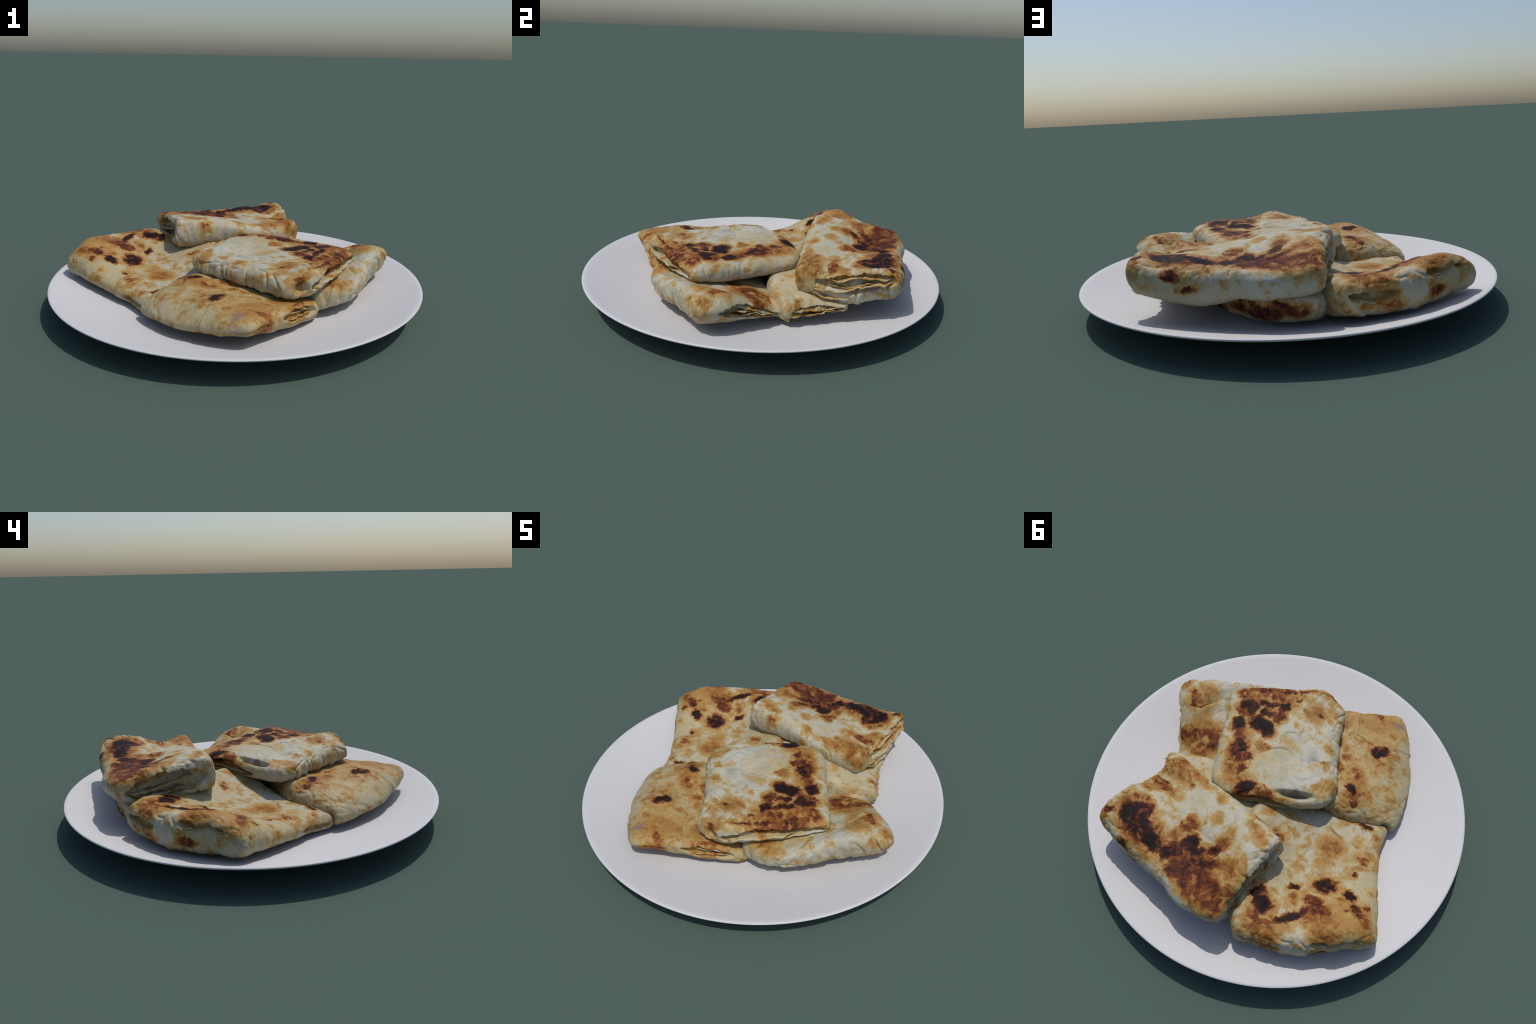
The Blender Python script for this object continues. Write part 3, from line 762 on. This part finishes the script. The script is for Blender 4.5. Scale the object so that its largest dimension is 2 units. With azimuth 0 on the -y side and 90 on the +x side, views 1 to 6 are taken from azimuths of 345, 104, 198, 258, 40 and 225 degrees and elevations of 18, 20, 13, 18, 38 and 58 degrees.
BURNS[3] = [  # left bread
    dict(x=-0.7, y=0.36, a=0.21, b=0.08, turn=140, level=0.44),
    dict(x=-0.5, y=0.54, a=0.14, b=0.06, turn=140, level=0.5),
    dict(x=-0.8, y=0.2, a=0.1, b=0.06, turn=140, level=0.38),
    dict(x=-0.085, y=0.14, a=0.031, b=0.017, turn=52, level=0.42),
    dict(x=-0.223, y=0.181, a=0.023, b=0.013, turn=29, level=0.68),
    dict(x=-0.194, y=0.181, a=0.013, b=0.009, turn=57, level=0.62),
    dict(x=-0.327, y=0.113, a=0.027, b=0.017, turn=53, level=0.3),
    dict(x=-0.422, y=0.019, a=0.075, b=0.063, turn=172, level=0.45),
    dict(x=-0.459, y=0.096, a=0.067, b=0.036, turn=64, level=0.34),
    dict(x=-0.572, y=-0.045, a=0.034, b=0.025, turn=178, level=0.58),
    dict(x=-0.59, y=0.007, a=0.049, b=0.015, turn=38, level=0.36),
    dict(x=-0.601, y=0.047, a=0.018, b=0.012, turn=146, level=0.76),
    dict(x=-0.381, y=-0.169, a=0.026, b=0.014, turn=33, level=0.8),
    dict(x=-0.453, y=-0.202, a=0.041, b=0.016, turn=20, level=0.9),
    dict(x=-0.538, y=-0.19, a=0.019, b=0.016, turn=127, level=0.5),
    dict(x=-0.46, y=0.141, a=0.02, b=0.019, turn=109, level=0.26),
    dict(x=-0.37, y=-0.145, a=0.057, b=0.027, turn=60, level=0.3),
    dict(x=-0.549, y=0.195, a=0.051, b=0.049, turn=10, level=0.9),
    dict(x=-0.549, y=0.195, a=0.07, b=0.063, turn=18, level=0.44),
    dict(x=-0.463, y=0.309, a=0.033, b=0.015, turn=67, level=0.84),
    dict(x=-0.498, y=0.357, a=0.029, b=0.023, turn=54, level=0.5),
    dict(x=-0.511, y=0.38, a=0.025, b=0.023, turn=58, level=0.38),
    dict(x=-0.668, y=0.152, a=0.04, b=0.02, turn=19, level=0.92),
    dict(x=-0.68, y=0.189, a=0.057, b=0.024, turn=38, level=0.42),
    dict(x=-0.759, y=0.194, a=0.057, b=0.027, turn=172, level=0.76),
    dict(x=-0.779, y=0.142, a=0.023, b=0.016, turn=92, level=0.72),
    dict(x=-0.81, y=0.197, a=0.041, b=0.022, turn=150, level=0.6),
    dict(x=-0.709, y=0.224, a=0.019, b=0.009, turn=51, level=0.62),
    dict(x=-0.561, y=0.442, a=0.062, b=0.026, turn=67, level=0.88),
    dict(x=-0.578, y=0.39, a=0.055, b=0.023, turn=84, level=0.76),
    dict(x=-0.577, y=0.299, a=0.05, b=0.029, turn=31, level=0.74),
    dict(x=-0.618, y=0.322, a=0.064, b=0.047, turn=167, level=0.64),
    dict(x=-0.663, y=0.313, a=0.028, b=0.018, turn=45, level=0.56),
    dict(x=-0.631, y=0.384, a=0.053, b=0.039, turn=71, level=0.48),
    dict(x=-0.429, y=0.494, a=0.06, b=0.044, turn=155, level=0.95),
    dict(x=-0.462, y=0.542, a=0.046, b=0.037, turn=48, level=0.64),
    dict(x=-0.442, y=0.58, a=0.058, b=0.039, turn=147, level=0.5),
    dict(x=-0.491, y=0.573, a=0.059, b=0.029, turn=37, level=0.48),
    dict(x=-0.524, y=0.578, a=0.069, b=0.017, turn=47, level=0.44),
    dict(x=-0.573, y=0.501, a=0.056, b=0.025, turn=48, level=0.38),
    dict(x=-0.544, y=0.541, a=0.028, b=0.017, turn=49, level=0.52),
    dict(x=-0.362, y=0.468, a=0.04, b=0.026, turn=95, level=0.88),
    dict(x=-0.744, y=0.283, a=0.13, b=0.067, turn=33, level=0.3),
    dict(x=-0.691, y=0.381, a=0.102, b=0.032, turn=35, level=0.3),
    dict(x=-0.683, y=0.247, a=0.071, b=0.034, turn=51, level=0.33),
    dict(x=-0.852, y=0.247, a=0.036, b=0.03, turn=166, level=0.36),
    dict(x=-0.756, y=0.424, a=0.062, b=0.04, turn=62, level=0.66, z=0.167, up=0.027),
    dict(x=-0.59, y=0.593, a=0.064, b=0.04, turn=51, level=0.5, z=0.164, up=0.023),
    dict(x=-0.759, y=0.419, a=0.053, b=0.04, turn=54, level=0.7, z=0.166, up=0.028),
    dict(x=-0.502, y=0.645, a=0.036, b=0.04, turn=37, level=0.5, z=0.153, up=0.018),
    dict(x=-0.758, y=0.039, a=0.03, b=0.04, turn=126, level=0.4, z=0.153, up=0.022),
    dict(x=-0.594, y=-0.155, a=0.071, b=0.03, turn=137, level=0.3),
]
BURNS[4] = [  # front bread
    dict(x=-0.09, y=-0.69, a=0.13, b=0.1, turn=40, level=0.36),
    dict(x=-0.2, y=-0.55, a=0.16, b=0.1, turn=120, level=0.27),
    dict(x=0.08, y=-0.58, a=0.1, b=0.06, turn=40, level=0.36),
    dict(x=-0.25, y=-0.33, a=0.13, b=0.06, turn=135, level=0.42),
    dict(x=-0.218, y=-0.557, a=0.049, b=0.025, turn=45, level=0.95),
    dict(x=-0.228, y=-0.356, a=0.069, b=0.043, turn=137, level=0.55),
    dict(x=-0.269, y=-0.269, a=0.042, b=0.02, turn=170, level=0.86),
    dict(x=-0.119, y=-0.413, a=0.037, b=0.029, turn=48, level=0.46),
    dict(x=-0.07, y=-0.453, a=0.031, b=0.029, turn=113, level=0.36),
    dict(x=-0.132, y=-0.328, a=0.045, b=0.023, turn=139, level=0.58),
    dict(x=-0.02, y=-0.468, a=0.047, b=0.03, turn=137, level=0.3),
    dict(x=-0.078, y=-0.668, a=0.097, b=0.064, turn=42, level=0.31),
    dict(x=-0.008, y=-0.638, a=0.047, b=0.02, turn=140, level=0.36),
    dict(x=0.099, y=-0.628, a=0.039, b=0.025, turn=33, level=0.36),
    dict(x=-0.299, y=-0.514, a=0.061, b=0.053, turn=81, level=0.25),
    dict(x=-0.104, y=-0.553, a=0.089, b=0.043, turn=145, level=0.22),
    dict(x=-0.311, y=-0.249, a=0.067, b=0.04, turn=40, level=0.52),
    dict(x=-0.337, y=-0.218, a=0.035, b=0.02, turn=49, level=0.74),
    dict(x=-0.354, y=-0.299, a=0.036, b=0.027, turn=1, level=0.46),
    dict(x=-0.301, y=-0.183, a=0.043, b=0.031, turn=38, level=0.32),
    dict(x=-0.044, y=-0.74, a=0.029, b=0.013, turn=12, level=0.55),
    dict(x=0.003, y=-0.697, a=0.053, b=0.018, turn=36, level=0.36),
    dict(x=0.101, y=-0.634, a=0.026, b=0.018, turn=37, level=0.42),
    dict(x=0.133, y=-0.618, a=0.101, b=0.04, turn=27, level=0.5, z=0.155, up=0.04),
    dict(x=0.178, y=-0.584, a=0.027, b=0.04, turn=59, level=0.72, z=0.147, up=0.014),
    dict(x=0.157, y=-0.6, a=0.046, b=0.014, turn=28, level=0.56),
    dict(x=0.204, y=-0.553, a=0.041, b=0.031, turn=40, level=0.36),
    dict(x=-0.054, y=-0.767, a=0.074, b=0.04, turn=53, level=0.5, z=0.15, up=0.05),
    dict(x=-0.463, y=-0.399, a=0.04, b=0.02, turn=130, level=0.28),
]
BURNS[5] = [  # right bread
    dict(x=0.5, y=0.1, a=0.12, b=0.07, turn=35, level=0.46),
    dict(x=0.68, y=-0.03, a=0.12, b=0.06, turn=45, level=0.3),
    dict(x=0.717, y=-0.018, a=0.066, b=0.02, turn=145, level=0.6),
    dict(x=0.705, y=-0.113, a=0.065, b=0.034, turn=27, level=0.38),
    dict(x=0.662, y=-0.048, a=0.074, b=0.053, turn=163, level=0.3),
    dict(x=0.613, y=-0, a=0.059, b=0.038, turn=57, level=0.28),
    dict(x=0.557, y=0.025, a=0.101, b=0.051, turn=24, level=0.42),
    dict(x=0.502, y=0.088, a=0.098, b=0.067, turn=49, level=0.6),
    dict(x=0.484, y=0.042, a=0.044, b=0.034, turn=45, level=0.72),
    dict(x=0.486, y=0.13, a=0.06, b=0.043, turn=44, level=0.62),
    dict(x=0.461, y=0.078, a=0.035, b=0.033, turn=31, level=0.68),
    dict(x=0.389, y=-0.441, a=0.06, b=0.03, turn=31, level=0.5),
    dict(x=0.435, y=-0.462, a=0.066, b=0.027, turn=34, level=0.34),
    dict(x=0.528, y=0.073, a=0.088, b=0.044, turn=26, level=0.58),
    dict(x=0.702, y=-0.027, a=0.058, b=0.028, turn=156, level=0.46),
    dict(x=0.712, y=-0.009, a=0.039, b=0.015, turn=137, level=0.66),
    dict(x=0.831, y=-0.059, a=0.029, b=0.026, turn=5, level=0.42),
    dict(x=0.809, y=-0.129, a=0.026, b=0.04, turn=25, level=0.36, z=0.233, up=0.023),
    dict(x=0.677, y=-0.092, a=0.044, b=0.027, turn=83, level=0.4),
    dict(x=0.554, y=0.088, a=0.236, b=0.042, turn=46, level=0.64),
    dict(x=0.844, y=-0.047, a=0.043, b=0.029, turn=26, level=0.36),
    dict(x=0.601, y=0.164, a=0.071, b=0.033, turn=69, level=0.6),
]
BURNS[6] = [  # under bread
    dict(x=0.537, y=0.325, a=0.031, b=0.022, turn=8, level=0.5),
    dict(x=-0.122, y=0.716, a=0.112, b=0.04, turn=162, level=0.82, z=0.148, up=0.032),
    dict(x=-0.245, y=0.716, a=0.059, b=0.04, turn=21, level=0.74, z=0.148, up=0.029),
    dict(x=0.149, y=0.55, a=0.159, b=0.04, turn=117, level=0.8, z=0.102, up=0.05),
    dict(x=-0.051, y=0.671, a=0.123, b=0.04, turn=149, level=0.8, z=0.124, up=0.034),
    dict(x=-0.183, y=0.729, a=0.049, b=0.04, turn=1, level=0.8, z=0.167, up=0.025),
    dict(x=-0.053, y=0.68, a=0.091, b=0.04, turn=143, level=0.7, z=0.159, up=0.029),
]

# ------------------------------------------------------------------ assembly
build_plate()
for b in ALL:
    kw = LOOKS.get(b.seed, {})
    marks = [patch(b, **m) for m in BURNS.get(b.seed, [])]
    b.build(dough_material("fried_dough", b.origin, marks, seed=b.seed * 3.1, **kw))

pale = dough_material("pale_pastry", (0, 0, 0), [], cream=(0.43, 0.385, 0.27), tan=0.16, seed=40.0)
rust = dough_material("toasted_pastry", (0, 0, 0), [], cream=(0.31, 0.205, 0.09), tan=0.30, seed=51.0)

L = [  # bread, edge, from, to, level, how far out, leaf options
    (back_bread, 1, -0.45, 0.90, 0.12, -0.004, dict(seed=1, wave=0.22)),
    (back_bread, 1, -0.80, 0.95, -0.10, 0.010, dict(seed=2, wave=0.10, tilt=0.2, ragged=0.016)),
    (back_bread, 1, -0.55, 0.85, 0.02, -0.010, dict(seed=22, material=rust, wave=0.2)),
    (back_bread, 1, -0.80, 0.30, -0.34, 0.010, dict(seed=5, wave=0.12, ragged=0.016)),
    (back_bread, 3, -0.85, 0.50, -0.08, -0.008, dict(seed=6, wave=0.06, ragged=0.014, tilt=0.24, thick=0.008)),
    (back_bread, 3, -0.80, 0.70, -0.32, -0.004, dict(seed=19, wave=0.10, ragged=0.016, material=rust)),
    (top_bread, 0, -0.86, 0.45, -0.24, 0.005, dict(seed=7, wave=0.06, thick=0.009, ragged=0.006)),
    (top_bread, 2, -0.75, 0.60, -0.18, 0.000, dict(seed=8, material=rust, wave=0.10)),
    (left_bread, 3, -0.95, -0.30, 0.06, -0.012, dict(seed=9, wave=0.1, ragged=0.016)),
    (left_bread, 3, 0.00, 0.80, 0.26, -0.010, dict(seed=10, wave=0.08, ragged=0.016)),
    (front_bread, 1, -0.05, 0.94, -0.14, -0.006, dict(seed=11, material=rust, wave=0.2)),
    (front_bread, 1, 0.10, 0.92, 0.06, -0.012, dict(seed=12)),
    (right_bread, 1, -0.15, 1.00, 0.22, -0.004, dict(seed=13, droop=0.016, ragged=0.018, thick=0.004, wave=0.1)),
    (right_bread, 1, -0.30, 1.00, -0.06, 0.000, dict(seed=14, ragged=0.018, wave=0.2)),
    (right_bread, 1, -0.55, 0.60, -0.26, -0.002, dict(seed=15, material=rust)),
    (under_bread, 0, 0.35, 1.00, 0.25, 0.035, dict(seed=21, droop=0.07, ragged=0.03, deep=0.06, wave=0.1)),
    (under_bread, 1, -1.00, 0.50, 0.20, 0.000, dict(seed=16, droop=0.018, ragged=0.018, thick=0.004, wave=0.1)),
    (under_bread, 1, -0.60, 0.95, -0.02, 0.002, dict(seed=17, ragged=0.02, wave=0.22)),
    (under_bread, 1, -0.98, 0.80, -0.26, 0.004, dict(seed=18, material=rust, ragged=0.018)),
]
for b, k, a0, a1, lvl, out, kw in L:
    kw = dict({"material": pale}, **kw)
    b.leaf(k, a0, a1, lvl, out, **kw)
